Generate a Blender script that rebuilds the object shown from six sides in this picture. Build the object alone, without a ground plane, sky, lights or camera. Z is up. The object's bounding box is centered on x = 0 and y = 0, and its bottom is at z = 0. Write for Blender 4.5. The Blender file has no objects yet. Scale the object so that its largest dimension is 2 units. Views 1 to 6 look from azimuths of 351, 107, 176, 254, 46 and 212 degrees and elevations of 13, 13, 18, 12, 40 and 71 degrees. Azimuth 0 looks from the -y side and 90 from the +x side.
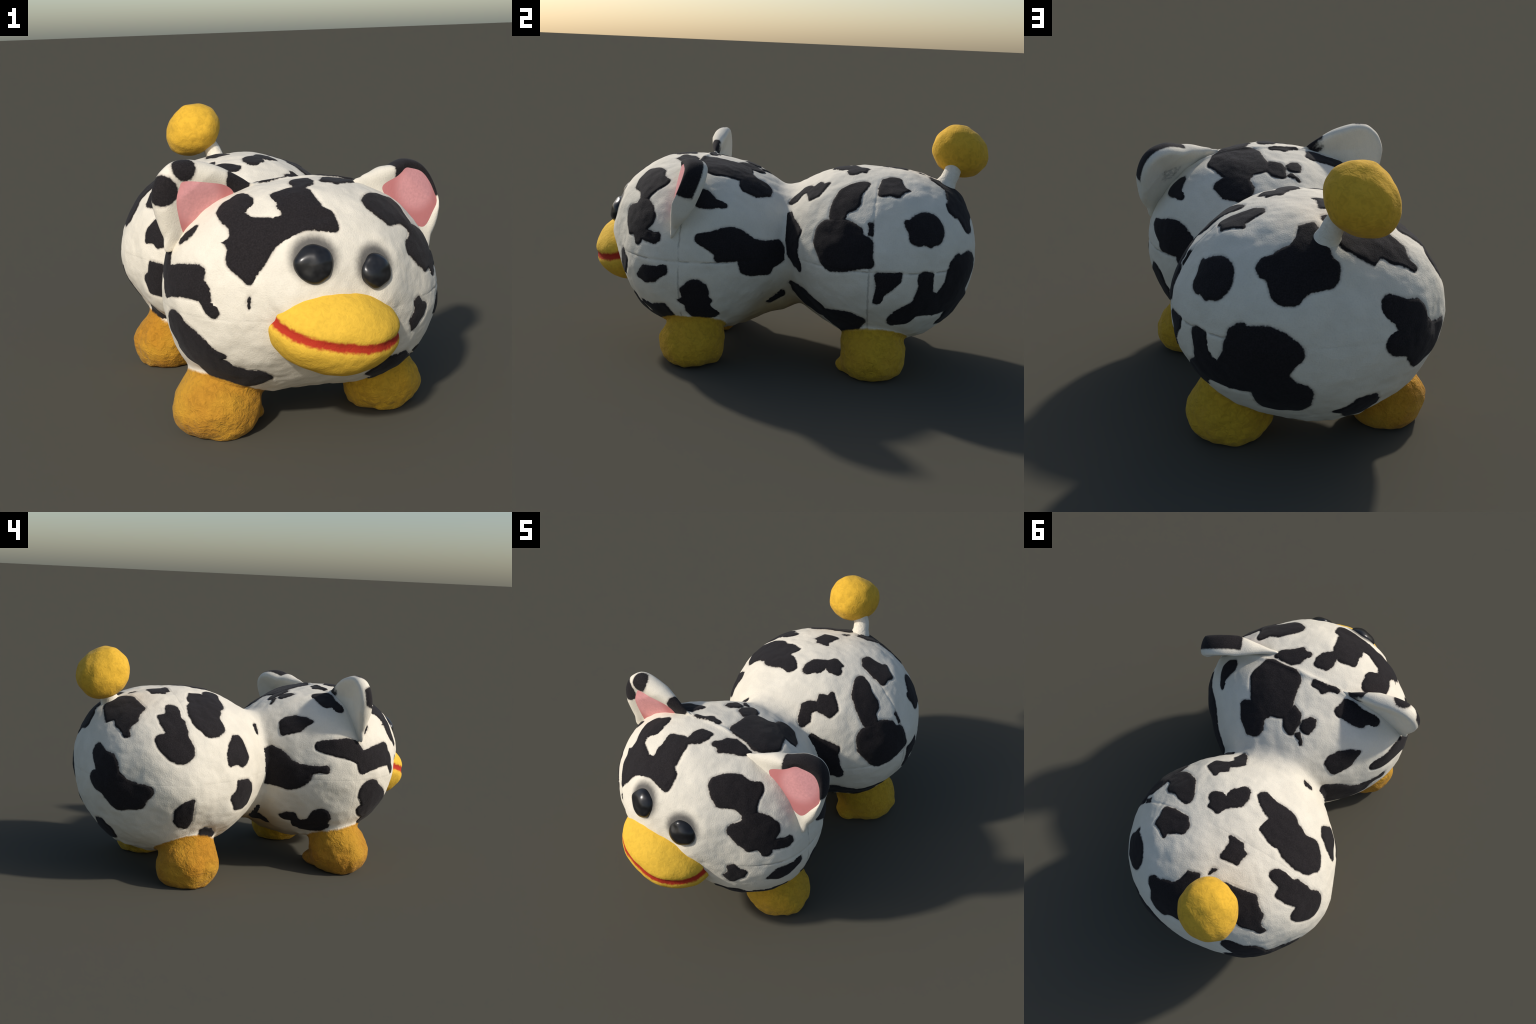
"""Plush cow with a duck beak: two stuffed balls (head and rump) joined at a
waist, four stubby yellow feet, a yellow beak, bead eyes, felt ears and a tail
with a yellow pompom.  The skin is one implicit surface, split by region."""
import math
import numpy as np

# ------------------------------------------------------------------ shape ---
def frame(yaw, pitch, roll=0.0):
    """Rows are the local axes: turn about z, then tip about local x, then roll about local y."""
    cz, sz, cx, sx, cy, sy = (math.cos(yaw), math.sin(yaw), math.cos(pitch),
                              math.sin(pitch), math.cos(roll), math.sin(roll))
    turn = np.array([[cz, sz, 0], [-sz, cz, 0], [0, 0, 1]])
    tip = np.array([[1, 0, 0], [0, cx, sx], [0, -sx, cx]])
    tilt = np.array([[cy, 0, -sy], [0, 1, 0], [sy, 0, cy]])
    return tilt @ tip @ turn

class Ellipsoid:
    def __init__(self, centre, radii, yaw=0.0, pitch=0.0, roll=0.0):
        self.c = np.array(centre)
        self.a = np.array(radii)
        self.m = frame(yaw, pitch, roll)
    def __call__(self, p):
        q = (p - self.c) @ self.m.T
        k0 = np.linalg.norm(q / self.a, axis=1)
        k1 = np.linalg.norm(q / self.a ** 2, axis=1)
        return k0 * (k0 - 1.0) / np.maximum(k1, 1e-6)

def smooth_union(a, b, k):
    h = np.maximum(k - np.abs(a - b), 0.0) / k
    return np.minimum(a, b) - h * h * k * 0.25

def smooth_cut(a, b, k):
    return -smooth_union(-a, -b, k)

class StuffedBall:
    """A hand-stuffed ball: the radius is a low-order polynomial of the direction."""
    def __init__(self, centre, radius, quadratic, cubic, quartic):
        self.c = np.array(centre)
        self.r = radius
        self.terms = list(zip(self.powers(2), quadratic)) + list(zip(self.powers(3), cubic)) \
            + list(zip(self.powers(4), quartic))
    @staticmethod
    def powers(k):
        return [(i, j, k - i - j) for i in range(k + 1) for j in range(k + 1) if 0 <= k - i - j <= 1]
    def __call__(self, p):
        q = p - self.c
        r = np.maximum(np.linalg.norm(q, axis=1), 1e-6)
        x, y, z = (q / r[:, None]).T
        xs, ys = [1.0, x, x * x, x * x * x, (x * x) ** 2], [1.0, y, y * y, y * y * y, (y * y) ** 2]
        zs = [1.0, z]
        out = np.full(len(p), self.r)
        for (i, j, k), w in self.terms:
            out += (w * xs[i]) * ys[j] * zs[k]
        return r - out

HEAD = StuffedBall((0.051, -0.413, 0.573), 0.431,
                   (-0.049, 0.052, 0.008, 0.022, 0.187),
                   (0.048, 0.043, 0.032, -0.020, -0.019, -0.012, -0.006),
                   (-0.005, 0.022, 0.022, -0.014, 0.078, -0.122, -0.033, 0.020, -0.052))
RUMP = StuffedBall((-0.095, 0.516, 0.551), 0.450,
                   (-0.018, 0.076, 0.026, -0.005, 0.058),
                   (0.054, -0.049, -0.015, -0.010, 0.013, -0.014, -0.001),
                   (-0.005, -0.007, 0.037, 0.043, 0.037, 0.012, -0.036, -0.008, 0.046))
WAIST = Ellipsoid((-0.030, 0.030, 0.548), (0.285, 0.150, 0.298))
# remeshing blanks for the two balls
HEAD_BLANK = Ellipsoid(HEAD.c, (0.55, 0.50, 0.47))
RUMP_BLANK = Ellipsoid(RUMP.c, (0.55, 0.50, 0.46))
# stubby feet: ball centre, radii
FEET = {
    'front_near': ((0.405, -0.336, 0.102), (0.170, 0.162, 0.146)),
    'front_far': ((-0.323, -0.487, 0.114), (0.180, 0.168, 0.156)),
    'hind_near': ((0.216, 0.557, 0.108), (0.178, 0.160, 0.160)),
    'hind_far': ((-0.463, 0.422, 0.099), (0.158, 0.167, 0.155)),
}
FOOT_BALLS = {k: Ellipsoid(c, r) for k, (c, r) in FEET.items()}
# ankle plugs fill the step between each foot ball and the belly
ANKLES = {k: Ellipsoid((c[0] * 0.93, c[1] * 0.95, 0.20), (r[0] * 0.74, r[1] * 0.74, 0.14))
          for k, (c, r) in FEET.items()}

# slack stuffing squeezed out at the inner side of some soles
SOLE_LUMPS = {
    'front_far': Ellipsoid((-0.205, -0.390, 0.030), (0.085, 0.070, 0.048)),
    'hind_near': Ellipsoid((0.190, 0.435, 0.030), (0.070, 0.062, 0.045)),
}

def foot_field(p, name):
    d = smooth_union(FOOT_BALLS[name](p), ANKLES[name](p), 0.05)
    if name in SOLE_LUMPS:
        d = smooth_union(d, SOLE_LUMPS[name](p), 0.03)
    return smooth_cut(d, -0.008 - p[:, 2], 0.025)

# hand-sculpted swells and dents: centre, reach, push (metres)
SCULPT = [
    ((0.10, -0.22, 0.22), 0.17, 0.045), ((0.28, -0.20, 0.26), 0.12, 0.030), ((0.10, 0.03, 0.24), 0.12, 0.030),
    ((0.30, -0.06, 0.74), 0.14, -0.028), ((-0.12, -0.01, 0.84), 0.11, 0.022), ((-0.12, -0.16, 0.93), 0.11, 0.018),
    ((-0.45, -0.22, 0.75), 0.12, -0.020), ((-0.46, -0.55, 0.46), 0.15, 0.002), ((-0.65, 0.45, 0.50), 0.12, 0.014),
    ((-0.50, 0.50, 0.20), 0.12, 0.026), ((-0.52, 0.20, 0.36), 0.11, 0.024), ((0.50, -0.30, 0.26), 0.10, 0.018),
    ((0.30, 0.24, 0.30), 0.12, -0.020), ((0.20, 0.80, 0.22), 0.12, 0.016), ((-0.15, 0.84, 0.89), 0.10, 0.022),
    ((-0.10, -0.86, 0.62), 0.09, 0.016), ((0.31, -0.80, 0.60), 0.08, 0.012), ((-0.10, -0.70, 0.86), 0.20, -0.008),
    ((-0.48, -0.50, 0.62), 0.14, -0.010), ((-0.45, -0.45, 0.27), 0.10, 0.020), ((0.50, -0.18, 0.27), 0.10, 0.016),
    ((0.32, 0.76, 0.32), 0.15, 0.012), ((0.24, -0.12, 0.86), 0.14, -0.012), ((-0.02, -0.22, 0.99), 0.12, 0.010), ((-0.12, 0.60, 0.11), 0.15, -0.014),
    ((-0.40, 0.10, 0.60), 0.10, -0.014), ((-0.64, 0.40, 0.50), 0.10, 0.008),
    ((0.25, 0.62, 0.90), 0.12, 0.014), ((-0.60, 0.72, 0.60), 0.12, -0.014), ((-0.20, -0.80, 0.62), 0.12, 0.006),
]

def torso_field(p):
    d = smooth_union(HEAD(p), WAIST(p), 0.05)
    d = smooth_union(d, RUMP(p), 0.05)
    for c, reach, push in SCULPT:
        d -= push * np.exp(-((p - np.array(c)) ** 2).sum(1) / reach ** 2)
    return d

def skin_field(p):
    d = torso_field(p)
    for name in FEET:
        d = smooth_union(d, foot_field(p, name), 0.035)
    return d

POMPOM = Ellipsoid((-0.243, 0.853, 1.091), (0.140, 0.152, 0.126), -2.211, -2.576)
BEAK_PAD = Ellipsoid((0.092, -0.808, 0.495), (0.256, 0.193, 0.170), 0.08, 0.05, 0.19)
MOUTH_NORMAL = np.array((0.20, -0.27, 1.0))      # plane of the stitched mouth line
MOUTH_LEVEL = float(MOUTH_NORMAL @ np.array((0.06, -0.97, 0.490)))

def BEAK(p):
    """Stuffed bill: a squashed pad pinched along the mouth line."""
    h = (p @ MOUTH_NORMAL - MOUTH_LEVEL) / np.linalg.norm(MOUTH_NORMAL)
    return BEAK_PAD(p) + 0.010 * np.exp(-(h / 0.022) ** 2)
# ---------------------------------------------------------------- blender ---
import bpy
import bmesh
from mathutils import Vector, Matrix, noise

def link(obj, parent=None):
    bpy.context.scene.collection.objects.link(obj)
    if parent:
        obj.parent = parent
    return obj

def mesh_object(name, verts, faces, mat, parent, smooth=True):
    me = bpy.data.meshes.new(name)
    me.from_pydata([tuple(v) for v in verts], [], [tuple(f) for f in faces])
    me.update()
    for m in (mat if isinstance(mat, (list, tuple)) else [mat]):
        me.materials.append(m)
    if smooth:
        me.shade_smooth()
    return link(bpy.data.objects.new(name, me), parent)

def gradient(field, p, e=1e-3):
    g = np.stack([field(p + e * ax) - field(p - e * ax) for ax in np.eye(3)], 1) / (2 * e)
    return g

def project(field, p, steps=6):
    for _ in range(steps):
        g = gradient(field, p)
        p = p - g * (field(p) / np.maximum((g * g).sum(1), 1e-3))[:, None]
    return p

def wobble(p, n, layers):
    """Push points along normals with layered noise: (frequency, amplitude, seed)."""
    out = np.zeros(len(p))
    for freq, amp, seed in layers:
        off = Vector((seed * 1.7, seed * 0.9, seed * 2.3))
        out += amp * np.array([noise.noise(Vector(q) * freq + off) for q in p])
    return p + n * out[:, None]

def blobs_to_mesh(blobs, voxel):
    """Voxel-remesh a union of ellipsoids into one even quad skin."""
    bm = bmesh.new()
    for b in blobs:
        mat = Matrix(b.m.T.tolist()).to_4x4()
        mat = Matrix.Translation(Vector(b.c)) @ mat @ Matrix.Diagonal((*b.a, 1.0))
        bmesh.ops.create_icosphere(bm, subdivisions=5, radius=1.0, matrix=mat)
    me = bpy.data.meshes.new('blank')
    bm.to_mesh(me)
    bm.free()
    ob = link(bpy.data.objects.new('blank', me))
    mod = ob.modifiers.new('remesh', 'REMESH')
    mod.mode = 'VOXEL'
    mod.voxel_size = voxel
    dg = bpy.context.evaluated_depsgraph_get()
    ev = ob.evaluated_get(dg).to_mesh()
    v = np.empty(len(ev.vertices) * 3)
    ev.vertices.foreach_get('co', v)
    faces = [tuple(f.vertices) for f in ev.polygons]
    bpy.data.objects.remove(ob)
    return v.reshape(-1, 3), faces

def relax(v, faces, rounds):
    f = np.array([q if len(q) == 4 else (*q, q[-1]) for q in faces])
    a = f.ravel()
    b = np.roll(f, -1, 1).ravel()
    for _ in range(rounds):
        acc = np.zeros_like(v)
        cnt = np.zeros(len(v))
        np.add.at(acc, a, v[b]); np.add.at(cnt, a, 1)
        np.add.at(acc, b, v[a]); np.add.at(cnt, b, 1)
        v = 0.5 * v + 0.5 * acc / cnt[:, None]
    return v

def unit(g):
    return g / np.maximum(np.linalg.norm(g, axis=1), 1e-9)[:, None]

# -------------------------------------------------------------- materials ---
class Graph:
    """Small helper around a node tree."""
    def __init__(self, name):
        self.mat = bpy.data.materials.new(name)
        self.mat.use_nodes = True
        self.t = self.mat.node_tree
        self.bsdf = self.t.nodes['Principled BSDF']
        self.co = self.t.nodes.new('ShaderNodeTexCoord').outputs['Object']
    def put(self, socket, value):
        if hasattr(value, 'node'):
            self.t.links.new(value, socket)
        else:
            socket.default_value = value
    def math(self, op, a, b=0.0, c=None, clamp=False):
        n = self.t.nodes.new('ShaderNodeMath')
        n.operation = op
        n.use_clamp = clamp
        self.put(n.inputs[0], a)
        self.put(n.inputs[1], b)
        if c is not None:
            self.put(n.inputs[2], c)
        return n.outputs[0]
    def vec(self, op, a, b=None, scale=None):
        n = self.t.nodes.new('ShaderNodeVectorMath')
        n.operation = op
        self.put(n.inputs[0], a)
        if b is not None:
            self.put(n.inputs[1], b)
        if scale is not None:
            self.put(n.inputs['Scale'], scale)
        return n.outputs['Value'] if op in ('LENGTH', 'DISTANCE', 'DOT_PRODUCT') else n.outputs[0]
    def noise(self, scale, detail=3.0, rough=0.5, co=None, out='Fac', distortion=0.0):
        n = self.t.nodes.new('ShaderNodeTexNoise')
        self.put(n.inputs['Vector'], co or self.co)
        n.inputs['Scale'].default_value = scale
        n.inputs['Detail'].default_value = detail
        n.inputs['Roughness'].default_value = rough
        n.inputs['Distortion'].default_value = distortion
        return n.outputs[out]
    def ramp(self, x, lo, hi, a=0.0, b=1.0, smooth=True):
        n = self.t.nodes.new('ShaderNodeMapRange')
        n.interpolation_type = 'SMOOTHSTEP' if smooth else 'LINEAR'
        self.put(n.inputs[0], x)
        for i, val in enumerate((lo, hi, a, b)):
            n.inputs[i + 1].default_value = val
        return n.outputs[0]
    def mix(self, fac, a, b):
        n = self.t.nodes.new('ShaderNodeMix')
        n.data_type = 'RGBA'
        self.put(n.inputs['Factor'], fac)
        self.put(n.inputs['A'], (*a, 1.0) if isinstance(a, tuple) else a)
        self.put(n.inputs['B'], (*b, 1.0) if isinstance(b, tuple) else b)
        return n.outputs['Result']
    def bump(self, height, strength, distance):
        n = self.t.nodes.new('ShaderNodeBump')
        n.inputs['Strength'].default_value = strength
        n.inputs['Distance'].default_value = distance
        self.put(n.inputs['Height'], height)
        self.put(self.bsdf.inputs['Normal'], n.outputs[0])
    def finish(self, colour, rough=0.85, spec=0.2, sheen=0.0):
        self.put(self.bsdf.inputs['Base Color'], (*colour, 1.0) if isinstance(colour, tuple) else colour)
        self.put(self.bsdf.inputs['Roughness'], rough)
        self.bsdf.inputs['Specular IOR Level'].default_value = spec
        if sheen:
            self.bsdf.inputs['Sheen Weight'].default_value = sheen
        return self.mat

WHITE = (0.815, 0.745, 0.610)
BLACK = (0.0165, 0.0138, 0.0142)
YELLOW = (0.80, 0.485, 0.050)
GOLD = (0.75, 0.43, 0.040)
PINK = (0.72, 0.33, 0.32)
RED = (0.46, 0.035, 0.015)
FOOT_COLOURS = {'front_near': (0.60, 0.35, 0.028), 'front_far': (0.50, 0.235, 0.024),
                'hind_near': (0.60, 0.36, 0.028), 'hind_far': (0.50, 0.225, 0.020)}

class Coat(Graph):
    """White plush printed with black blotches.  Each blotch is laid on the ball
    like a leather patch: a centre and twenty-eight outline radii (mm) turning round it."""
    RADIUS_SCALE = 0.4
    def __init__(self, name, ball_centre):
        super().__init__(name)
        self.centre = np.array(ball_centre)
        fuzz = self.noise(75, 2.0, 0.6, out='Color')
        fuzz = self.vec('SUBTRACT', fuzz, (0.5, 0.5, 0.5))
        self.at = self.vec('ADD', self.co, self.vec('SCALE', fuzz, scale=0.011))
        self.level = None
        self.patches = []
    def _add(self, d):
        self.level = d if self.level is None else self.math('SMOOTH_MAX', self.level, d, 0.014)
    def blotch(self, centre, radii):
        self.patches.append((centre, radii))
        s = np.array(centre)
        n = s - self.centre
        n /= np.linalg.norm(n)
        t1 = np.cross((0, 0, 1), n)
        t1 /= np.linalg.norm(t1)
        rot = np.array((t1, np.cross(n, t1), n))
        m = self.t.nodes.new('ShaderNodeMapping')
        m.vector_type = 'POINT'
        m.inputs['Location'].default_value = tuple(-rot @ s)
        m.inputs['Rotation'].default_value = tuple(Matrix(rot.tolist()).to_euler('XYZ'))
        self.put(m.inputs['Vector'], self.at)
        xyz = self.t.nodes.new('ShaderNodeSeparateXYZ')
        self.put(xyz.inputs[0], m.outputs[0])
        turn = self.math('MULTIPLY_ADD', self.math('ARCTAN2', xyz.outputs[1], xyz.outputs[0]),
                         0.5 / math.pi, 0.5)
        fc = self.t.nodes.new('ShaderNodeFloatCurve')
        curve = fc.mapping.curves[0]
        n_pts = len(radii)
        while len(curve.points) < n_pts + 1:
            curve.points.new(0.5, 0.5)
        for i, pt in enumerate(curve.points):
            pt.location = (i / n_pts, radii[i % n_pts] / 1000.0 / self.RADIUS_SCALE)
        fc.mapping.update()
        self.put(fc.inputs['Value'], turn)
        edge = self.math('MULTIPLY', fc.outputs[0], self.RADIUS_SCALE)
        self._add(self.math('SUBTRACT', edge, self.vec('LENGTH', m.outputs[0])))
    def relief(self, p):
        """The same blotch level evaluated at mesh points, for the puckered patch edges."""
        level = np.full(len(p), -1.0)
        for centre, radii in self.patches:
            s = np.array(centre)
            near = np.nonzero(np.linalg.norm(p - s, axis=1) < max(radii) / 1000.0 + 0.03)[0]
            if not len(near):
                continue
            n = (s - self.centre) / np.linalg.norm(s - self.centre)
            t1 = np.cross((0, 0, 1), n)
            t1 /= np.linalg.norm(t1)
            q = p[near] - s
            turn = np.arctan2(q @ np.cross(n, t1), q @ t1) / (2 * math.pi) + 0.5
            ring = np.interp(turn, np.linspace(0, 1, len(radii) + 1), np.array([*radii, radii[0]]) / 1000.0)
            level[near] = np.maximum(level[near], ring - np.linalg.norm(q, axis=1))
        return level
    def disc(self, centre, radius):
        self._add(self.math('SUBTRACT', radius, self.vec('DISTANCE', self.at, tuple(centre))))
    def seam(self, normal, level, width=0.0055):
        """Thin stitched line where a plane cuts the ball; broken up by noise."""
        d = self.math('ABSOLUTE', self.math('SUBTRACT', self.vec('DOT_PRODUCT', self.at, normal), level))
        line = self.ramp(d, width, width * 0.3)
        side = self.ramp(self.vec('DISTANCE', self.co, (float(self.centre[0]) + 0.55, float(self.centre[1]) + 0.14, 0.57)), 0.42, 0.30, 0.12, 1.0)
        line = self.math('MULTIPLY', line, self.ramp(self.noise(9, 2), 0.40, 0.52))
        return self.math('MULTIPLY', line, side)
    def complete(self, feet=(), seams=(), halos=(), only_side=None):
        dark = self.ramp(self.level, -0.0035, 0.003)
        if only_side is not None:
            dark = self.math('MULTIPLY', dark, only_side)
        grain = self.noise(170, 3, 0.65)
        soft = self.noise(11, 3, 0.55)
        white = self.mix(self.ramp(soft, 0.3, 0.72), tuple(c * 0.93 for c in WHITE), WHITE)
        bounce_tint = self.ramp(self.vec('DISTANCE', self.at, (0.02, -0.03, 0.20)), 0.42, 0.14, 0.0, 0.75)
        white = self.mix(bounce_tint, white, (0.42, 0.25, 0.045))        # light bounced off the yellow legs, tinted into the belly white
        white = self.mix(self.ramp(grain, 0.25, 0.6), self.mix(0.12, white, (0.35, 0.32, 0.28)), white)
        for centre, radius in halos:              # soft dark-grey halo around each bead eye, set a little high
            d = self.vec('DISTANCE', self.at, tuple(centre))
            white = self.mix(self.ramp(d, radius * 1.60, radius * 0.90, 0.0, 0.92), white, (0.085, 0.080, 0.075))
        line = None
        for normal, level in seams:
            one = self.seam(normal, level)
            line = one if line is None else self.math('MAXIMUM', line, one)
        if line is not None:
            white = self.mix(self.math('MULTIPLY', line, 0.42), white, (0.20, 0.18, 0.16))
        black = self.mix(self.ramp(grain, 0.3, 0.75), tuple(c * 0.75 for c in BLACK), tuple(c * 1.5 for c in BLACK))
        rim = self.math('MULTIPLY', self.ramp(self.level, -0.012, -0.001), self.ramp(self.level, 0.004, -0.001))
        if only_side is not None:
            rim = self.math('MULTIPLY', rim, only_side)
        white = self.mix(self.math('MULTIPLY', rim, 0.30), white, (0.22, 0.17, 0.15))
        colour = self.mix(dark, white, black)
        height = self.math('MULTIPLY', self.math('ADD', grain, self.math('MULTIPLY', soft, 1.5)), 0.5)
        if line is not None:
            height = self.math('SUBTRACT', height, self.math('MULTIPLY', line, 0.8))
        sole = self.ramp(self.vec('DOT_PRODUCT', self.at, (0.0, 0.0, 1.0)), 0.085, 0.075)
        for foot in feet:                         # yellow socks: everything inside the foot's ellipsoid
            c, r = FEET[foot]
            q = self.vec('DIVIDE', self.vec('SUBTRACT', self.at, (c[0], c[1], 0.06)),
                         (r[0] + 0.045, r[1] + 0.045, 0.238))
            sock = self.ramp(self.vec('LENGTH', q), 1.03, 0.97)
            sock = self.math('MAXIMUM', sock, self.math('MULTIPLY', sole, self.ramp(self.vec('LENGTH', q), 1.6, 1.5)))
            curl = self.noise(48, 3, 0.6, distortion=0.8)
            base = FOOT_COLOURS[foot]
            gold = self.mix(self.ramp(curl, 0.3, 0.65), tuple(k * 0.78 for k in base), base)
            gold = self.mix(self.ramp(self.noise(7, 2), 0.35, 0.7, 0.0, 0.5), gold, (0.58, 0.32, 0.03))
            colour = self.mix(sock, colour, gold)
            height = self.math('ADD', height, self.math('MULTIPLY', sock, self.math('MULTIPLY', curl, 3.2)))
        self.bump(height, 0.55, 0.006)
        return self.finish(colour, 0.9, 0.15, 0.05)

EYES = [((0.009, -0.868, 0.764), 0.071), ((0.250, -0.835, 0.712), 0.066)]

rump_coat = Coat('rump_plush', (-0.095, 0.515, 0.550))
rump_coat.blotch((0.290, 0.399, 0.873),
                  (75, 78, 82, 92, 105, 124, 126, 119, 117, 75, 73, 74, 73, 71, 70, 67, 68, 72, 93, 135, 164, 153, 130, 112, 101, 95, 82, 76))
rump_coat.blotch((0.430, 0.419, 0.679),
                  (173, 154, 145, 144, 141, 139, 128, 122, 121, 122, 129, 145, 174, 156, 147, 145, 133, 114, 123, 122, 125, 130, 136, 142, 157, 179, 186, 176))
rump_coat.blotch((0.391, 0.539, 0.766),
                  (9, 9, 10, 13, 16, 25, 35, 35, 35, 35, 27, 19, 17, 15, 14, 13, 14, 16, 18, 25, 35, 35, 35, 35, 28, 15, 12, 9))
rump_coat.blotch((0.201, 0.594, 0.941),
                  (68, 70, 76, 88, 88, 75, 67, 71, 78, 81, 73, 69, 71, 80, 93, 73, 73, 78, 92, 117, 119, 120, 108, 103, 86, 73, 68, 66))
rump_coat.blotch((0.295, 0.780, 0.768),
                  (91, 89, 99, 101, 96, 88, 78, 80, 89, 86, 93, 101, 105, 109, 111, 111, 111, 109, 106, 99, 95, 91, 86, 86, 86, 89, 108, 102))
rump_coat.blotch((0.120, 0.121, 0.861),
                  (40, 42, 45, 52, 63, 71, 82, 77, 63, 57, 45, 35, 29, 27, 26, 36, 63, 65, 69, 77, 70, 67, 64, 59, 57, 52, 45, 41))
rump_coat.blotch((0.175, 0.214, 0.892),
                  (58, 61, 67, 62, 57, 56, 57, 62, 70, 69, 65, 64, 66, 61, 57, 55, 55, 58, 64, 78, 76, 55, 57, 63, 73, 65, 61, 59))
rump_coat.blotch((0.015, 0.360, 0.992),
                  (103, 115, 128, 124, 84, 71, 52, 34, 26, 50, 66, 90, 99, 94, 86, 99, 90, 86, 87, 65, 49, 45, 45, 47, 52, 63, 80, 89))
rump_coat.blotch((-0.161, 0.547, 0.992),
                  (75, 64, 59, 57, 59, 64, 71, 61, 57, 58, 62, 66, 54, 51, 57, 63, 60, 61, 66, 73, 80, 51, 46, 44, 44, 47, 55, 69))
rump_coat.blotch((-0.131, 0.682, 0.976),
                  (11, 13, 16, 18, 20, 27, 23, 15, 12, 9, 9, 9, 9, 9, 11, 14, 18, 25, 24, 18, 17, 16, 16, 17, 13, 11, 11, 11))
rump_coat.blotch((-0.230, 0.285, 0.958),
                  (103, 108, 118, 119, 126, 118, 108, 99, 88, 84, 81, 82, 87, 109, 149, 152, 123, 92, 71, 54, 48, 73, 111, 113, 119, 133, 140, 113))
rump_coat.blotch((-0.394, 0.343, 0.901),
                  (103, 109, 125, 141, 150, 172, 168, 161, 151, 146, 123, 102, 95, 106, 121, 117, 117, 123, 139, 159, 150, 146, 108, 101, 99, 93, 92, 96))
rump_coat.blotch((-0.492, 0.524, 0.865),
                  (70, 67, 67, 70, 78, 100, 97, 97, 102, 108, 101, 95, 79, 70, 67, 68, 64, 62, 76, 112, 146, 159, 132, 82, 88, 98, 84, 74))
rump_coat.blotch((-0.593, 0.523, 0.759),
                  (95, 86, 79, 76, 77, 80, 83, 91, 94, 99, 100, 102, 105, 99, 98, 92, 91, 94, 105, 109, 94, 87, 85, 88, 96, 112, 118, 105))
rump_coat.blotch((-0.493, 0.176, 0.712),
                  (81, 87, 94, 103, 85, 73, 68, 78, 86, 88, 93, 96, 102, 96, 88, 88, 92, 103, 112, 104, 98, 82, 72, 68, 67, 66, 67, 72))
rump_coat.blotch((-0.515, 0.149, 0.489),
                  (86, 89, 84, 85, 93, 90, 84, 84, 89, 97, 103, 116, 113, 116, 115, 112, 108, 97, 95, 88, 83, 82, 84, 89, 75, 64, 60, 70))
rump_coat.blotch((-0.628, 0.477, 0.414),
                  (54, 56, 60, 70, 76, 82, 93, 97, 108, 95, 78, 66, 56, 50, 48, 49, 52, 61, 71, 100, 91, 80, 72, 65, 60, 59, 59, 56))
rump_coat.blotch((-0.517, 0.335, 0.284),
                  (49, 51, 35, 28, 26, 25, 25, 26, 28, 31, 37, 48, 79, 65, 50, 44, 40, 39, 39, 36, 35, 36, 40, 47, 47, 49, 53, 49))
rump_coat.blotch((-0.457, 0.857, 0.608),
                  (77, 125, 139, 137, 134, 123, 121, 142, 132, 121, 116, 117, 118, 104, 97, 94, 95, 98, 100, 106, 103, 103, 115, 149, 176, 167, 126, 87))
rump_coat.blotch((-0.550, 0.758, 0.512),
                  (138, 152, 141, 134, 127, 114, 99, 89, 89, 94, 100, 109, 109, 113, 134, 147, 125, 95, 80, 74, 73, 75, 93, 116, 114, 119, 124, 127))
rump_coat.blotch((-0.305, 0.836, 0.271),
                  (89, 107, 134, 103, 105, 115, 107, 95, 86, 82, 71, 63, 57, 55, 55, 58, 61, 56, 54, 54, 56, 59, 61, 66, 74, 84, 79, 80))
rump_coat.blotch((-0.301, 0.849, 0.284),
                  (48, 48, 51, 57, 66, 82, 98, 76, 66, 63, 65, 69, 77, 74, 66, 57, 56, 56, 61, 62, 56, 54, 54, 51, 48, 47, 48, 50))
rump_coat.blotch((-0.318, 0.756, 0.900),
                  (142, 125, 114, 110, 108, 78, 73, 91, 115, 120, 130, 142, 144, 125, 114, 115, 120, 109, 102, 102, 107, 117, 141, 155, 177, 176, 170, 166))
rump_coat.blotch((-0.441, 0.760, 0.825),
                  (44, 34, 31, 28, 28, 30, 35, 43, 51, 54, 60, 56, 37, 30, 28, 29, 30, 36, 45, 57, 48, 44, 43, 43, 47, 54, 68, 62))
rump_coat.blotch((-0.028, 0.901, 0.846),
                  (164, 153, 130, 137, 149, 151, 144, 135, 109, 99, 104, 116, 137, 148, 147, 146, 127, 133, 141, 158, 204, 199, 133, 107, 108, 112, 119, 150))
rump_coat.blotch((-0.066, 0.798, 0.939),
                  (47, 48, 47, 48, 52, 59, 62, 57, 55, 56, 60, 65, 53, 47, 44, 44, 47, 49, 55, 64, 82, 75, 69, 66, 67, 55, 49, 47))
rump_coat.blotch((0.123, 0.952, 0.517),
                  (142, 171, 221, 261, 230, 205, 182, 159, 149, 148, 144, 142, 137, 144, 169, 178, 170, 156, 148, 140, 136, 128, 127, 146, 149, 150, 142, 143))
rump_coat.blotch((0.028, 0.921, 0.359),
                  (119, 121, 126, 139, 150, 137, 132, 128, 129, 139, 136, 132, 123, 121, 121, 120, 112, 95, 92, 98, 93, 90, 90, 94, 103, 119, 133, 121))
rump_coat.blotch((0.297, 0.829, 0.453),
                  (94, 95, 102, 109, 97, 95, 98, 100, 111, 136, 125, 110, 101, 65, 41, 28, 24, 24, 26, 29, 35, 82, 126, 139, 103, 89, 86, 87))
rump_coat.blotch((0.435, 0.633, 0.517),
                  (46, 46, 51, 62, 80, 112, 104, 55, 46, 43, 41, 42, 45, 49, 59, 75, 85, 95, 77, 66, 61, 59, 60, 65, 73, 69, 56, 49))
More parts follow.
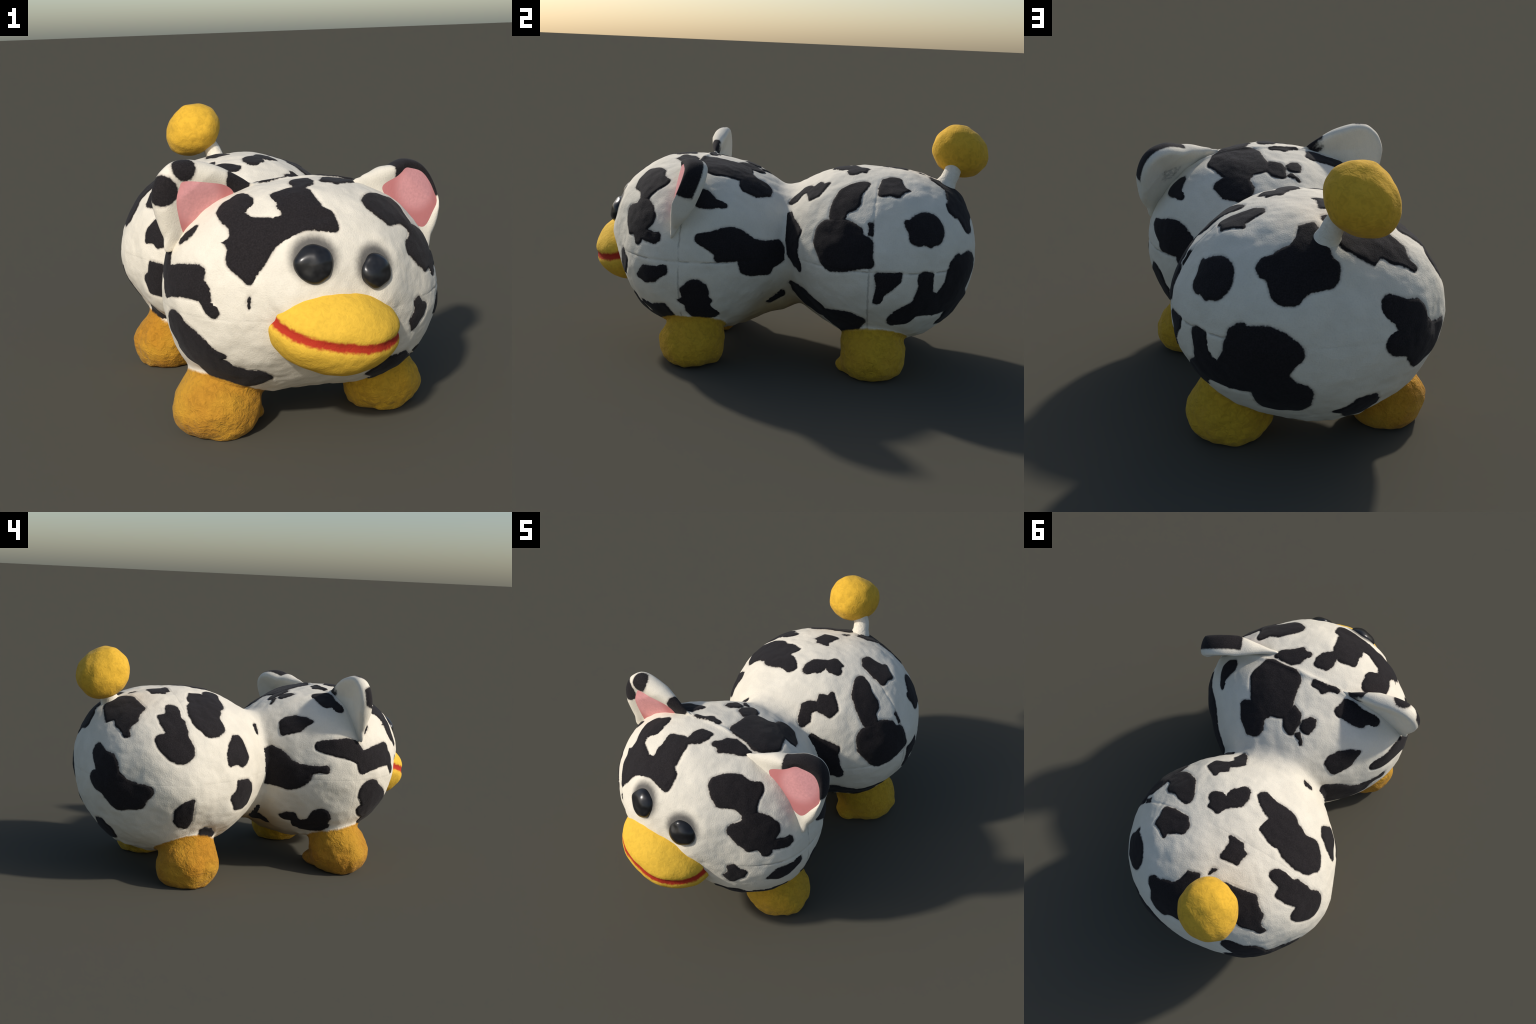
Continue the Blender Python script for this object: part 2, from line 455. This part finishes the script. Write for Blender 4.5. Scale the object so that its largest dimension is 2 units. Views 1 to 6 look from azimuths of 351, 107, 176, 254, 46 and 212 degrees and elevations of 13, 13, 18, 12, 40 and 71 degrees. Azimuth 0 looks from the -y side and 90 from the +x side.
rump_coat.blotch((0.322, 0.812, 0.477),
                  (56, 59, 65, 70, 72, 79, 91, 94, 96, 104, 123, 134, 116, 67, 27, 27, 29, 33, 43, 71, 99, 96, 99, 106, 93, 69, 59, 56))
rump_coat.blotch((0.311, 0.785, 0.386),
                  (121, 144, 165, 168, 133, 107, 50, 47, 48, 51, 59, 76, 144, 168, 168, 168, 137, 108, 85, 73, 66, 63, 63, 67, 72, 75, 83, 97))
rump_coat.blotch((0.285, 0.134, 0.646),
                  (60, 57, 56, 60, 68, 87, 99, 111, 129, 156, 133, 81, 65, 56, 51, 48, 50, 67, 80, 79, 82, 88, 101, 123, 158, 112, 78, 65))
rump_coat.blotch((0.272, 0.126, 0.661),
                  (58, 55, 53, 52, 55, 61, 78, 102, 142, 149, 133, 77, 63, 57, 58, 63, 74, 81, 75, 73, 74, 79, 91, 109, 149, 97, 71, 62))
rump_coat.blotch((0.241, 0.212, 0.354),
                  (119, 120, 119, 127, 113, 106, 105, 110, 120, 114, 108, 112, 119, 133, 138, 109, 92, 82, 77, 75, 76, 80, 88, 95, 109, 131, 121, 120))
rump_coat.blotch((0.343, 0.426, 0.298),
                  (143, 168, 183, 160, 151, 157, 113, 87, 77, 75, 78, 88, 92, 98, 110, 112, 98, 91, 84, 75, 70, 67, 67, 69, 75, 84, 98, 121))
rump_coat.blotch((-0.236, 0.010, 0.795),
                  (18, 22, 27, 35, 37, 37, 21, 17, 14, 14, 14, 14, 14, 15, 15, 19, 24, 37, 36, 31, 28, 24, 19, 16, 15, 15, 16, 16))
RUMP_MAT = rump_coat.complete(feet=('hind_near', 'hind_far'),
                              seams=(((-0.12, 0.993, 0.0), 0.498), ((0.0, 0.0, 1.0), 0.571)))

head_coat = Coat('head_plush', (0.050, -0.410, 0.570))
head_coat.blotch((-0.227, -0.663, 0.915),
                  (111, 90, 78, 71, 65, 63, 64, 73, 89, 91, 98, 110, 113, 119, 71, 45, 34, 30, 27, 40, 77, 102, 118, 146, 160, 133, 133, 120))
head_coat.blotch((-0.011, -0.744, 0.923),
                  (72, 110, 111, 139, 118, 104, 96, 86, 81, 86, 99, 124, 152, 141, 128, 119, 96, 99, 108, 124, 158, 174, 186, 178, 177, 113, 96, 73))
head_coat.blotch((-0.191, -0.780, 0.828),
                  (135, 108, 117, 125, 127, 127, 134, 148, 113, 95, 84, 77, 75, 76, 81, 104, 154, 161, 139, 129, 125, 119, 119, 120, 118, 123, 126, 110))
head_coat.blotch((0.027, -0.557, 1.002),
                  (33, 32, 31, 33, 62, 98, 111, 115, 70, 50, 44, 42, 43, 45, 52, 55, 60, 71, 78, 93, 92, 82, 76, 75, 63, 52, 46, 39))
head_coat.blotch((0.368, -0.596, 0.895),
                  (120, 112, 111, 96, 81, 76, 77, 91, 119, 126, 133, 117, 114, 122, 135, 136, 101, 89, 90, 95, 94, 97, 104, 113, 124, 137, 136, 126))
head_coat.blotch((0.500, -0.596, 0.737),
                  (125, 112, 107, 102, 101, 107, 98, 95, 141, 145, 122, 112, 111, 121, 124, 119, 108, 104, 98, 97, 98, 98, 104, 107, 92, 103, 126, 137))
head_coat.blotch((0.578, -0.500, 0.662),
                  (65, 67, 51, 42, 37, 34, 31, 31, 34, 37, 46, 53, 58, 68, 66, 63, 54, 39, 30, 28, 27, 28, 29, 33, 39, 51, 54, 57))
head_coat.blotch((0.461, -0.694, 0.499),
                  (42, 51, 63, 68, 69, 74, 84, 75, 59, 53, 51, 52, 56, 55, 59, 65, 60, 52, 46, 47, 53, 64, 63, 63, 62, 48, 41, 38))
head_coat.blotch((0.597, -0.492, 0.489),
                  (69, 82, 100, 83, 74, 71, 61, 54, 53, 56, 58, 58, 62, 72, 97, 107, 104, 60, 46, 38, 34, 33, 34, 36, 40, 47, 53, 58))
head_coat.blotch((0.347, -0.648, 0.278),
                  (67, 69, 73, 80, 90, 102, 100, 106, 115, 182, 182, 182, 182, 182, 136, 136, 109, 99, 92, 79, 70, 63, 60, 59, 61, 66, 69, 67))
head_coat.blotch((0.513, -0.462, 0.282),
                  (136, 85, 82, 91, 131, 140, 127, 84, 71, 66, 65, 67, 76, 75, 69, 66, 66, 69, 74, 67, 56, 50, 47, 46, 47, 51, 73, 122))
head_coat.blotch((0.543, -0.260, 0.361),
                  (98, 88, 71, 77, 89, 98, 110, 113, 125, 148, 169, 106, 73, 76, 69, 61, 65, 74, 82, 96, 104, 115, 118, 115, 109, 107, 89, 80))
head_coat.blotch((0.504, -0.134, 0.646),
                  (136, 104, 88, 81, 95, 100, 92, 89, 91, 99, 109, 113, 124, 141, 139, 140, 125, 113, 99, 92, 84, 80, 79, 79, 85, 96, 125, 155))
head_coat.blotch((0.374, -0.005, 0.576),
                  (122, 124, 124, 126, 117, 113, 107, 105, 108, 119, 131, 119, 137, 153, 149, 150, 146, 109, 90, 80, 77, 80, 88, 115, 143, 134, 130, 124))
head_coat.blotch((0.470, -0.248, 0.843),
                  (71, 73, 66, 63, 58, 52, 49, 48, 49, 50, 54, 62, 88, 101, 76, 47, 44, 43, 45, 48, 56, 65, 71, 79, 78, 81, 76, 71))
head_coat.blotch((0.172, -0.262, 0.976),
                  (171, 159, 157, 155, 138, 131, 131, 138, 144, 145, 154, 155, 142, 152, 160, 149, 135, 123, 118, 120, 131, 147, 151, 150, 141, 140, 149, 167))
head_coat.blotch((0.190, -0.097, 0.904),
                  (110, 114, 101, 94, 92, 89, 85, 85, 90, 101, 99, 102, 103, 96, 89, 77, 70, 68, 90, 94, 95, 92, 84, 81, 82, 85, 89, 98))
head_coat.blotch((0.003, -0.180, 0.950),
                  (47, 49, 48, 50, 55, 59, 62, 69, 75, 73, 58, 49, 45, 44, 45, 46, 47, 50, 57, 62, 65, 72, 80, 63, 54, 49, 46, 45))
head_coat.blotch((-0.077, -0.127, 0.928),
                  (13, 10, 8, 8, 8, 8, 8, 13, 36, 36, 36, 27, 22, 19, 16, 16, 15, 15, 16, 19, 26, 36, 36, 36, 36, 36, 30, 17))
head_coat.blotch((0.192, -0.464, 0.999),
                  (75, 75, 58, 50, 46, 46, 48, 54, 65, 79, 92, 101, 79, 68, 60, 56, 55, 57, 54, 54, 56, 61, 60, 60, 68, 92, 96, 76))
head_coat.blotch((-0.079, -0.203, 0.956),
                  (42, 43, 46, 45, 44, 46, 47, 48, 46, 40, 37, 35, 36, 38, 39, 41, 46, 53, 49, 48, 47, 41, 39, 38, 39, 39, 38, 39))
head_coat.blotch((-0.043, -0.410, 0.999),
                  (40, 37, 33, 29, 28, 29, 31, 41, 75, 75, 57, 38, 29, 23, 21, 21, 21, 23, 25, 32, 44, 75, 75, 74, 53, 42, 39, 39))
head_coat.blotch((-0.247, -0.392, 0.960),
                  (58, 57, 57, 58, 63, 71, 77, 76, 118, 137, 114, 78, 59, 49, 46, 47, 50, 58, 71, 84, 102, 99, 102, 114, 114, 96, 74, 63))
head_coat.blotch((-0.312, -0.182, 0.831),
                  (88, 85, 87, 89, 88, 72, 62, 56, 55, 55, 59, 65, 67, 72, 86, 113, 95, 84, 74, 66, 65, 66, 66, 68, 75, 84, 87, 94))
head_coat.blotch((-0.488, -0.406, 0.724),
                  (139, 97, 71, 58, 52, 48, 47, 48, 52, 61, 79, 127, 139, 132, 125, 112, 104, 87, 75, 68, 60, 58, 59, 63, 72, 88, 121, 147))
head_coat.blotch((-0.437, -0.660, 0.678),
                  (186, 186, 186, 119, 89, 71, 64, 62, 62, 66, 77, 97, 114, 117, 113, 94, 98, 104, 95, 83, 73, 68, 68, 71, 77, 91, 111, 159))
head_coat.blotch((-0.372, -0.745, 0.622),
                  (41, 38, 34, 33, 34, 37, 44, 53, 64, 74, 73, 66, 47, 21, 20, 20, 21, 22, 28, 36, 47, 56, 73, 66, 63, 63, 61, 47))
head_coat.blotch((-0.378, -0.116, 0.591),
                  (123, 128, 129, 139, 120, 106, 102, 104, 112, 118, 126, 137, 150, 164, 166, 151, 101, 84, 76, 77, 83, 95, 111, 131, 160, 163, 136, 125))
head_coat.blotch((-0.479, -0.281, 0.610),
                  (64, 64, 64, 49, 34, 26, 21, 20, 18, 20, 23, 30, 48, 64, 64, 64, 58, 38, 29, 24, 23, 21, 22, 23, 27, 34, 51, 64))
head_coat.blotch((-0.329, -0.194, 0.299),
                  (71, 56, 33, 25, 20, 18, 32, 74, 78, 90, 86, 65, 54, 48, 46, 43, 42, 44, 47, 54, 56, 54, 54, 58, 60, 62, 69, 78))
head_coat.blotch((-0.401, -0.312, 0.301),
                  (63, 92, 118, 127, 145, 131, 122, 101, 86, 81, 77, 77, 82, 82, 70, 76, 90, 96, 105, 106, 102, 90, 81, 72, 60, 54, 51, 52))
head_coat.blotch((-0.158, -0.032, 0.286),
                  (40, 45, 60, 87, 80, 70, 65, 64, 97, 99, 79, 67, 55, 43, 36, 34, 34, 42, 122, 122, 86, 74, 62, 52, 44, 44, 40, 40))
head_coat.blotch((-0.418, -0.633, 0.412),
                  (90, 124, 122, 117, 109, 108, 114, 134, 182, 167, 133, 110, 115, 154, 124, 103, 98, 99, 96, 98, 106, 119, 148, 143, 102, 74, 59, 53))
head_coat.blotch((-0.429, -0.643, 0.456),
                  (143, 122, 117, 109, 108, 121, 115, 104, 102, 102, 98, 98, 104, 107, 89, 77, 67, 61, 57, 56, 57, 65, 89, 112, 130, 141, 150, 148))
head_coat.blotch((-0.358, -0.665, 0.356),
                  (96, 96, 105, 121, 127, 130, 139, 119, 95, 82, 73, 70, 67, 65, 66, 69, 73, 80, 90, 104, 122, 118, 97, 86, 82, 82, 87, 98))
head_coat.blotch((-0.252, -0.680, 0.293),
                  (117, 125, 110, 105, 102, 109, 118, 113, 113, 116, 119, 131, 127, 114, 105, 88, 72, 61, 60, 63, 70, 101, 114, 100, 93, 91, 94, 101))
head_coat.blotch((-0.229, -0.837, 0.626),
                  (9, 9, 10, 13, 16, 19, 25, 25, 20, 13, 11, 9, 9, 9, 9, 10, 12, 12, 14, 20, 25, 25, 22, 17, 14, 11, 9, 9))
head_coat.blotch((-0.411, -0.559, 0.835),
                  (30, 33, 39, 56, 57, 50, 43, 32, 27, 23, 22, 22, 22, 25, 27, 30, 33, 37, 45, 52, 52, 40, 30, 25, 23, 23, 23, 25))
head_coat.blotch((0.198, 0.035, 0.330),
                  (15, 17, 19, 27, 55, 55, 55, 52, 38, 30, 25, 23, 23, 26, 27, 32, 45, 50, 54, 55, 55, 55, 27, 19, 17, 15, 14, 15))
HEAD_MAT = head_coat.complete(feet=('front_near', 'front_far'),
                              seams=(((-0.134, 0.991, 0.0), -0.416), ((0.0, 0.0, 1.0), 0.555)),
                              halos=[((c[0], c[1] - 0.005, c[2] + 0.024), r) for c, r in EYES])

def ear_material(name, origin, out_axis, base_axis, front, patches, back_limit, bow):
    """White felt with black tip patches that wrap only a little onto the back."""
    o, ex, ey, n = map(np.array, (origin, out_axis, base_axis, front))
    g = Coat(name, tuple(o - n))
    for x, y, r in patches:
        g.disc(o + x * ex + y * ey + (0.02 + bow * x * x / 0.06) * n, r)
    rel = g.vec('SUBTRACT', g.at, tuple(o))
    out = g.vec('DOT_PRODUCT', rel, tuple(ex))
    depth = g.math('SUBTRACT', g.vec('DOT_PRODUCT', rel, tuple(n)), g.math('MULTIPLY', g.math('MULTIPLY', out, out), bow / 0.06))
    side = g.ramp(depth, back_limit - 0.006, back_limit + 0.006)
    return g.complete(only_side=side)

def fuzzy(name, light, deep, freq=45, bump=0.5):
    """Plain short-pile plush in two close tones."""
    g = Graph(name)
    curl = g.noise(freq, 3, 0.6, distortion=0.7)
    patch = g.noise(8, 2)
    col = g.mix(g.ramp(curl, 0.3, 0.65), deep, light)
    col = g.mix(g.ramp(patch, 0.35, 0.7, 0.0, 0.4), col, light)
    g.bump(curl, bump, 0.012)
    return g.finish(col, 0.9, 0.15, 0.05)

def lining_material():
    """Pink felt, rubbed redder along the sewn border."""
    g = Graph('ear_lining')
    near = g.vec('DISTANCE', g.co, (0.538, -0.330, 0.925))
    far = g.vec('DISTANCE', g.co, (-0.372, -0.490, 0.965))
    pile = g.noise(90, 3, 0.6)
    edge = g.ramp(g.math('ADD', g.math('MINIMUM', near, far), g.math('MULTIPLY', pile, 0.02)), 0.085, 0.135, 0.0, 0.75)
    col = g.mix(g.ramp(pile, 0.3, 0.7), tuple(k * 0.88 for k in PINK), PINK)
    g.bump(pile, 0.25, 0.004)
    return g.finish(g.mix(edge, col, (0.50, 0.16, 0.15)), 0.9, 0.15)

def beak_material():
    g = Graph('beak_plush')
    curl = g.noise(55, 3, 0.6, distortion=0.5)
    col = g.mix(g.ramp(curl, 0.25, 0.65), tuple(k * 0.88 for k in YELLOW), YELLOW)
    fuzz = g.vec('SCALE', g.vec('SUBTRACT', g.noise(60, 2, out='Color'), (0.5, 0.5, 0.5)), scale=0.02)
    at = g.vec('ADD', g.co, fuzz)
    nn = MOUTH_NORMAL / np.linalg.norm(MOUTH_NORMAL)
    h = g.math('SUBTRACT', g.vec('DOT_PRODUCT', at, tuple(nn)), MOUTH_LEVEL / float(np.linalg.norm(MOUTH_NORMAL)))
    line = g.ramp(g.math('ABSOLUTE', h), 0.026, 0.010)
    g.bump(curl, 0.35, 0.008)
    return g.finish(g.mix(line, col, RED), 0.85, 0.2)

def bead_material():
    g = Graph('eye_bead')
    n = g.noise(30, 2)
    return g.finish(g.mix(g.ramp(n, 0.35, 0.7), (0.010, 0.010, 0.011), (0.020, 0.020, 0.021)), 0.28, 0.45)

# ------------------------------------------------------------------ build ---
toy = link(bpy.data.objects.new('plush_cow', None))
toy['label'] = 'white plush cow with black spots and yellow duck beak'
toy['category'] = 'plush toy'

pompom_mat = fuzzy('pompom_plush', GOLD, tuple(k * 0.80 for k in GOLD), 42, 0.32)
beak_mat = beak_material()
eye_mat = bead_material()
pink_mat = lining_material()
stalk_mat = fuzzy('stalk_plush', WHITE, tuple(k * 0.9 for k in WHITE), 60, 0.4)

# skin: head, rump and feet as one smooth surface
v, f = blobs_to_mesh([HEAD_BLANK, RUMP_BLANK, WAIST, *FOOT_BALLS.values(), *ANKLES.values(), *SOLE_LUMPS.values()], 0.0065)
v = project(skin_field, v, 3)
v = relax(v, f, 8)
v = project(skin_field, v, 2)
nrm = unit(gradient(skin_field, v))
v = wobble(v, nrm, [(5.0, 0.007, 1.0), (13.0, 0.004, 2.0), (32.0, 0.0016, 8.0)])
# puckered patch edges: each blotch stands a little proud behind a pressed rim
level = np.where(HEAD(v) < RUMP(v), head_coat.relief(v), rump_coat.relief(v))
v += nrm * (0.0030 * np.clip((level + 0.004) / 0.012, 0, 1) - 0.0034 * np.exp(-(level / 0.006) ** 2))[:, None]
# seams pressed into the flanks, and the fluffy face panel stitched on proud of the head
for normal, lv, ball in (((-0.12, 0.993, 0.0), 0.498, RUMP), ((0, 0, 1.0), 0.571, RUMP), ((0, 0, 1.0), 0.555, HEAD)):
    other = HEAD if ball is RUMP else RUMP
    reach = np.linalg.norm(v - ball.c - np.array((0.55, 0.10 if ball is RUMP else 0.20, 0.0)), axis=1)
    here = (ball(v) < other(v)) * (0.15 + 0.85 * np.clip((0.44 - reach) / 0.10, 0, 1)) * (v[:, 2] > 0.26)
    v -= nrm * (0.0030 * here * np.exp(-((v @ np.array(normal) - lv) / 0.006) ** 2))[:, None]
face = np.sqrt(((v[:, 0] - 0.125) / 0.285) ** 2 + ((v[:, 2] - 0.70) / 0.20) ** 2) + (v[:, 1] > -0.45)
v += nrm * (0.008 * np.clip((1.06 - face) / np.where(v[:, 0] > 0.1, 0.26, 0.09), 0, 1))[:, None]
# sewn ridge running over the head from ear to ear
ridge = np.exp(-((v @ np.array((-0.134, 0.991, 0.0)) + 0.416) / 0.013) ** 2) * np.clip((v[:, 2] - 0.88) / 0.06, 0, 1)
v += nrm * (0.007 * ridge)[:, None]
# the feet are lumpier than the balls
lump = np.clip((0.22 - v[:, 2]) / 0.06, 0, 1)[:, None]
v = v + (wobble(v, nrm, [(11.0, 0.010, 9.0), (26.0, 0.005, 10.0)]) - v) * lump
v[:, 2] = np.maximum(v[:, 2], 0.0)

def region_of(c):
    d_head, d_rump = HEAD(c), RUMP(c)
    best = np.where(d_head < d_rump, 0, 1)
    base = np.minimum(d_head, d_rump)
    for i, name in enumerate(FEET):
        best = np.where(foot_field(c, name) < base + 0.004, 2 + i, best)
    return best

def build_skin(v, f):
    fq = np.array([q if len(q) == 4 else (*q, q[-1]) for q in f])
    region = region_of(v[fq].mean(1))
    whole = bpy.data.meshes.new('whole')
    whole.from_pydata(v.tolist(), [], f)
    whole.update()
    normals = np.empty(len(v) * 3)
    whole.vertex_normals.foreach_get('vector', normals)
    normals = normals.reshape(-1, 3)
    bpy.data.meshes.remove(whole)
    names = ['head', 'torso', 'leg', 'leg', 'leg', 'leg']
    for r, name in enumerate(names):
        sel = np.nonzero(region == r)[0]
        used = np.unique(fq[sel])
        remap = np.full(len(v), -1)
        remap[used] = np.arange(len(used))
        ob = mesh_object(name, v[used].tolist(), [tuple(int(remap[i]) for i in f[k]) for k in sel],
                         (HEAD_MAT, RUMP_MAT, HEAD_MAT, HEAD_MAT, RUMP_MAT, RUMP_MAT)[r], toy)
        ob.data.normals_split_custom_set_from_vertices(normals[used].tolist())

build_skin(v, f)

def closed_blob(name, field, seed_ball, voxel, layers, mat):
    v, f = blobs_to_mesh([seed_ball], voxel)
    v = relax(project(field, v, 5), f, 4)
    v = project(field, v, 3)
    v = wobble(v, unit(gradient(field, v)), layers)
    return mesh_object(name, v, f, mat, toy)

beak = closed_blob('beak', BEAK, BEAK_PAD, 0.007, [(7, 0.006, 3), (20, 0.003, 4)], beak_mat)

# tail: short white stalk and lumpy pompom
tail = link(bpy.data.objects.new('tail', None), toy)
def tube(path, radii, sides=40):
    path = np.array(path, float)
    verts, faces = [], []
    for i, c in enumerate(path):
        t = path[min(i + 1, len(path) - 1)] - path[max(i - 1, 0)]
        t /= np.linalg.norm(t)
        a = np.cross(t, (1, 0, 0)); a /= np.linalg.norm(a)
        b = np.cross(t, a)
        for j in range(sides):
            w = 2 * math.pi * j / sides
            verts.append(c + radii[i] * (math.cos(w) * a + math.sin(w) * b))
    for i in range(len(path) - 1):
        for j in range(sides):
            k = (j + 1) % sides
            faces.append((i * sides + j, i * sides + k, (i + 1) * sides + k, (i + 1) * sides + j))
    return verts, faces
stem_pts = [(-0.128, 0.790, 0.890), (-0.134, 0.802, 0.925), (-0.142, 0.816, 0.955), (-0.152, 0.828, 0.985), (-0.178, 0.838, 1.03)]
sv, sf = tube(stem_pts, [0.082, 0.054, 0.043, 0.042, 0.040])
stalk = mesh_object('tail_stalk', sv, sf, stalk_mat, tail)
pompom = closed_blob('pompom', POMPOM, POMPOM, 0.006, [(6, 0.014, 5), (20, 0.005, 6)], pompom_mat)
pompom.parent = tail

# eyes
for c, r in EYES:
    c = np.array(c)
    d = c - HEAD.c
    n = unit(gradient(HEAD, c[None]))[0]
    s = project(HEAD, c[None])[0]
    yaw = math.atan2(n[0], -n[1])
    ball = Ellipsoid(s + n * 0.004, (r, 0.036, r), yaw, -math.asin(n[2]))
    closed_blob('eye', ball, ball, 0.005, [(18, 0.008, 7)], eye_mat)

# ears
def smooth_closed(points, count):
    """Catmull-Rom through closed control points, resampled by arc length."""
    p = np.array(points, float)
    n = len(p)
    out = []
    for i in range(n):
        a, b, c, d = p[i - 1], p[i], p[(i + 1) % n], p[(i + 2) % n]
        for t in np.linspace(0, 1, 12, endpoint=False):
            out.append(0.5 * (2 * b + (c - a) * t + (2 * a - 5 * b + 4 * c - d) * t * t
                              + (3 * b - a - 3 * c + d) * t ** 3))
    out = np.array(out + [out[0]])
    s = np.concatenate([[0], np.cumsum(np.linalg.norm(np.diff(out, axis=0), axis=1))])
    w = np.linspace(0, s[-1], count, endpoint=False)
    return np.stack([np.interp(w, s, out[:, 0]), np.interp(w, s, out[:, 1])], 1)

def by_angle(curve, centre, count):
    """Resample a star-shaped curve at even angles about a centre."""
    d = curve - centre
    a = np.arctan2(d[:, 1], d[:, 0])
    o = np.argsort(a)
    a, r = a[o], np.linalg.norm(d, axis=1)[o]
    w = np.linspace(-math.pi, math.pi, count, endpoint=False)
    rr = np.interp(w, np.r_[a - 2 * math.pi, a, a + 2 * math.pi], np.r_[r, r, r])
    return np.stack([rr * np.cos(w), rr * np.sin(w)], 1)

def make_ear(origin, out_axis, base_axis, front, outline, lining, bow, cup, rim, hollow, seat, roll, mat):
    """A cupped felt ear: padded rim around a sunken lining, flat-bowed back."""
    o, ex, ey, n = map(np.array, (origin, out_axis, base_axis, front))
    centre = np.array((0.115, -0.02))
    K = 160
    A = by_angle(smooth_closed(outline, 400), centre, K)
    B = by_angle(smooth_closed(lining, 400), centre, K)
    B = np.where((np.linalg.norm(B, axis=1) > 0.9 * np.linalg.norm(A, axis=1))[:, None], A * 0.9, B)
    rows = []
    def sheet(q):
        """Mid-surface height: the ear bows, its tip curls forward."""
        x, y = q[:, 0], q[:, 1]
        return bow * (x * x) / 0.06
    def ring(q, h):
        q = q + centre
        h = h * np.clip(0.30 + 0.70 * q[:, 0] / 0.13, 0.25, 1.0)     # thins towards the base
        z = sheet(q) + h
        return o + q[:, :1] * ex + q[:, 1:2] * ey + z[:, None] * n
    inner = [0.0, 0.2, 0.4, 0.6, 0.8, 0.92, 1.0]
    for s in inner:                                   # lining: softly padded, set just inside the rim
        rows.append(ring(B * s, rim * seat + cup * (1 - s ** 2)))
    for s in np.linspace(0, math.pi / 2, 11)[1:]:     # padded rim, front
        t = math.sin(s)
        rows.append(ring(B * (1 - t) + A * t, rim * (seat * math.cos(s) + roll * math.sin(2 * s) * math.cos(s) ** 0.5)))
    for s in np.linspace(0, math.pi / 2, 14)[1:-1]:   # back: rolled edge, then a hollow
        k = 1 - math.cos(s)
        rows.append(ring(A * (1 - k), -rim * (math.sin(min(2.2 * s, math.pi / 2)) - hollow * k)))
    verts = [rows[0][0]]
    for r in rows[1:]:
        verts += list(r)
    last = ring(np.zeros((1, 2)), -rim * (1 - hollow))[0]
    verts.append(last)
    idx = lambda i, j: 1 + (i - 1) * K + j % K
    faces = {'lining': [], 'ear': []}
    nl = len(inner) - 1
    for j in range(K):
        faces['lining'].append((0, idx(1, j), idx(1, j + 1)))
    for i in range(1, len(rows) - 1):
        for j in range(K):
            faces['lining' if i < nl else 'ear'].append((idx(i, j), idx(i + 1, j), idx(i + 1, j + 1), idx(i, j + 1)))
    e = len(verts) - 1
    for j in range(K):
        faces['ear'].append((idx(len(rows) - 1, j), e, idx(len(rows) - 1, j + 1)))
    if np.dot(np.cross(ex, ey), n) < 0:
        faces = {k: [q[::-1] for q in fs] for k, fs in faces.items()}
    verts = np.array(verts)
    parts = {}
    for k, fs in faces.items():
        used = sorted({i for q in fs for i in q})
        m = {u: i for i, u in enumerate(used)}
        parts[k] = (verts[used], [tuple(m[i] for i in q) for q in fs])
    ear = mesh_object('ear', *parts['ear'], mat, toy)
    mesh_object('ear_lining', *parts['lining'], pink_mat, ear)

NEAR_EAR = ((0.456, -0.392, 0.849), (0.579, 0.465, 0.670), (-0.706, -0.124, 0.697), (0.407, -0.877, 0.256))
FAR_EAR = ((-0.317, -0.482, 0.903), (-0.538, -0.127, 0.834), (0.819, 0.156, 0.552), (0.200, -0.980, -0.020))
NEAR_BOW, FAR_BOW = -0.030, -0.006
near_mat = ear_material('near_ear_felt', *NEAR_EAR, [(0.205, 0.01, 0.145)], -0.020, NEAR_BOW)
far_mat = ear_material('far_ear_felt', *FAR_EAR, [(0.205, 0.012, 0.048), (0.190, -0.100, 0.060), (0.035, 0.165, 0.055)], -0.018, FAR_BOW)
make_ear(*NEAR_EAR,
         [(-0.005, 0.214), (0.045, 0.189), (0.095, 0.162), (0.135, 0.127), (0.176, 0.105), (0.212, 0.080),
          (0.244, 0.032), (0.250, -0.018), (0.234, -0.066), (0.196, -0.116), (0.160, -0.144), (0.125, -0.172),
          (0.084, -0.197), (0.025, -0.209), (-0.05, -0.2), (-0.05, 0.2)],
         [(0.02, 0.113), (0.102, 0.085), (0.155, 0.071), (0.178, 0.044), (0.202, 0.002), (0.206, -0.032),
          (0.194, -0.073), (0.168, -0.115), (0.155, -0.134), (0.101, -0.144), (0.022, -0.148), (0.0, -0.07), (0.0, 0.014)],
         NEAR_BOW, 0.004, 0.058, 0.6, 0.85, 0.28, near_mat)
make_ear(*FAR_EAR,
         [(0.0, 0.192), (0.092, 0.151), (0.154, 0.112), (0.217, 0.054), (0.247, 0.0), (0.247, -0.054), (0.233, -0.095),
          (0.199, -0.139), (0.152, -0.166), (0.098, -0.186), (0.04, -0.201), (-0.03, -0.2), (-0.05, 0.19)],
         [(0.0, 0.115), (0.053, 0.108), (0.117, 0.05), (0.172, -0.014), (0.166, -0.042), (0.134, -0.08),
          (0.085, -0.106), (0.0, -0.132), (-0.01, -0.09), (-0.01, -0.023), (-0.01, 0.043)],
         FAR_BOW, 0.006, 0.044, 0.7, 0.92, 0.26, far_mat)
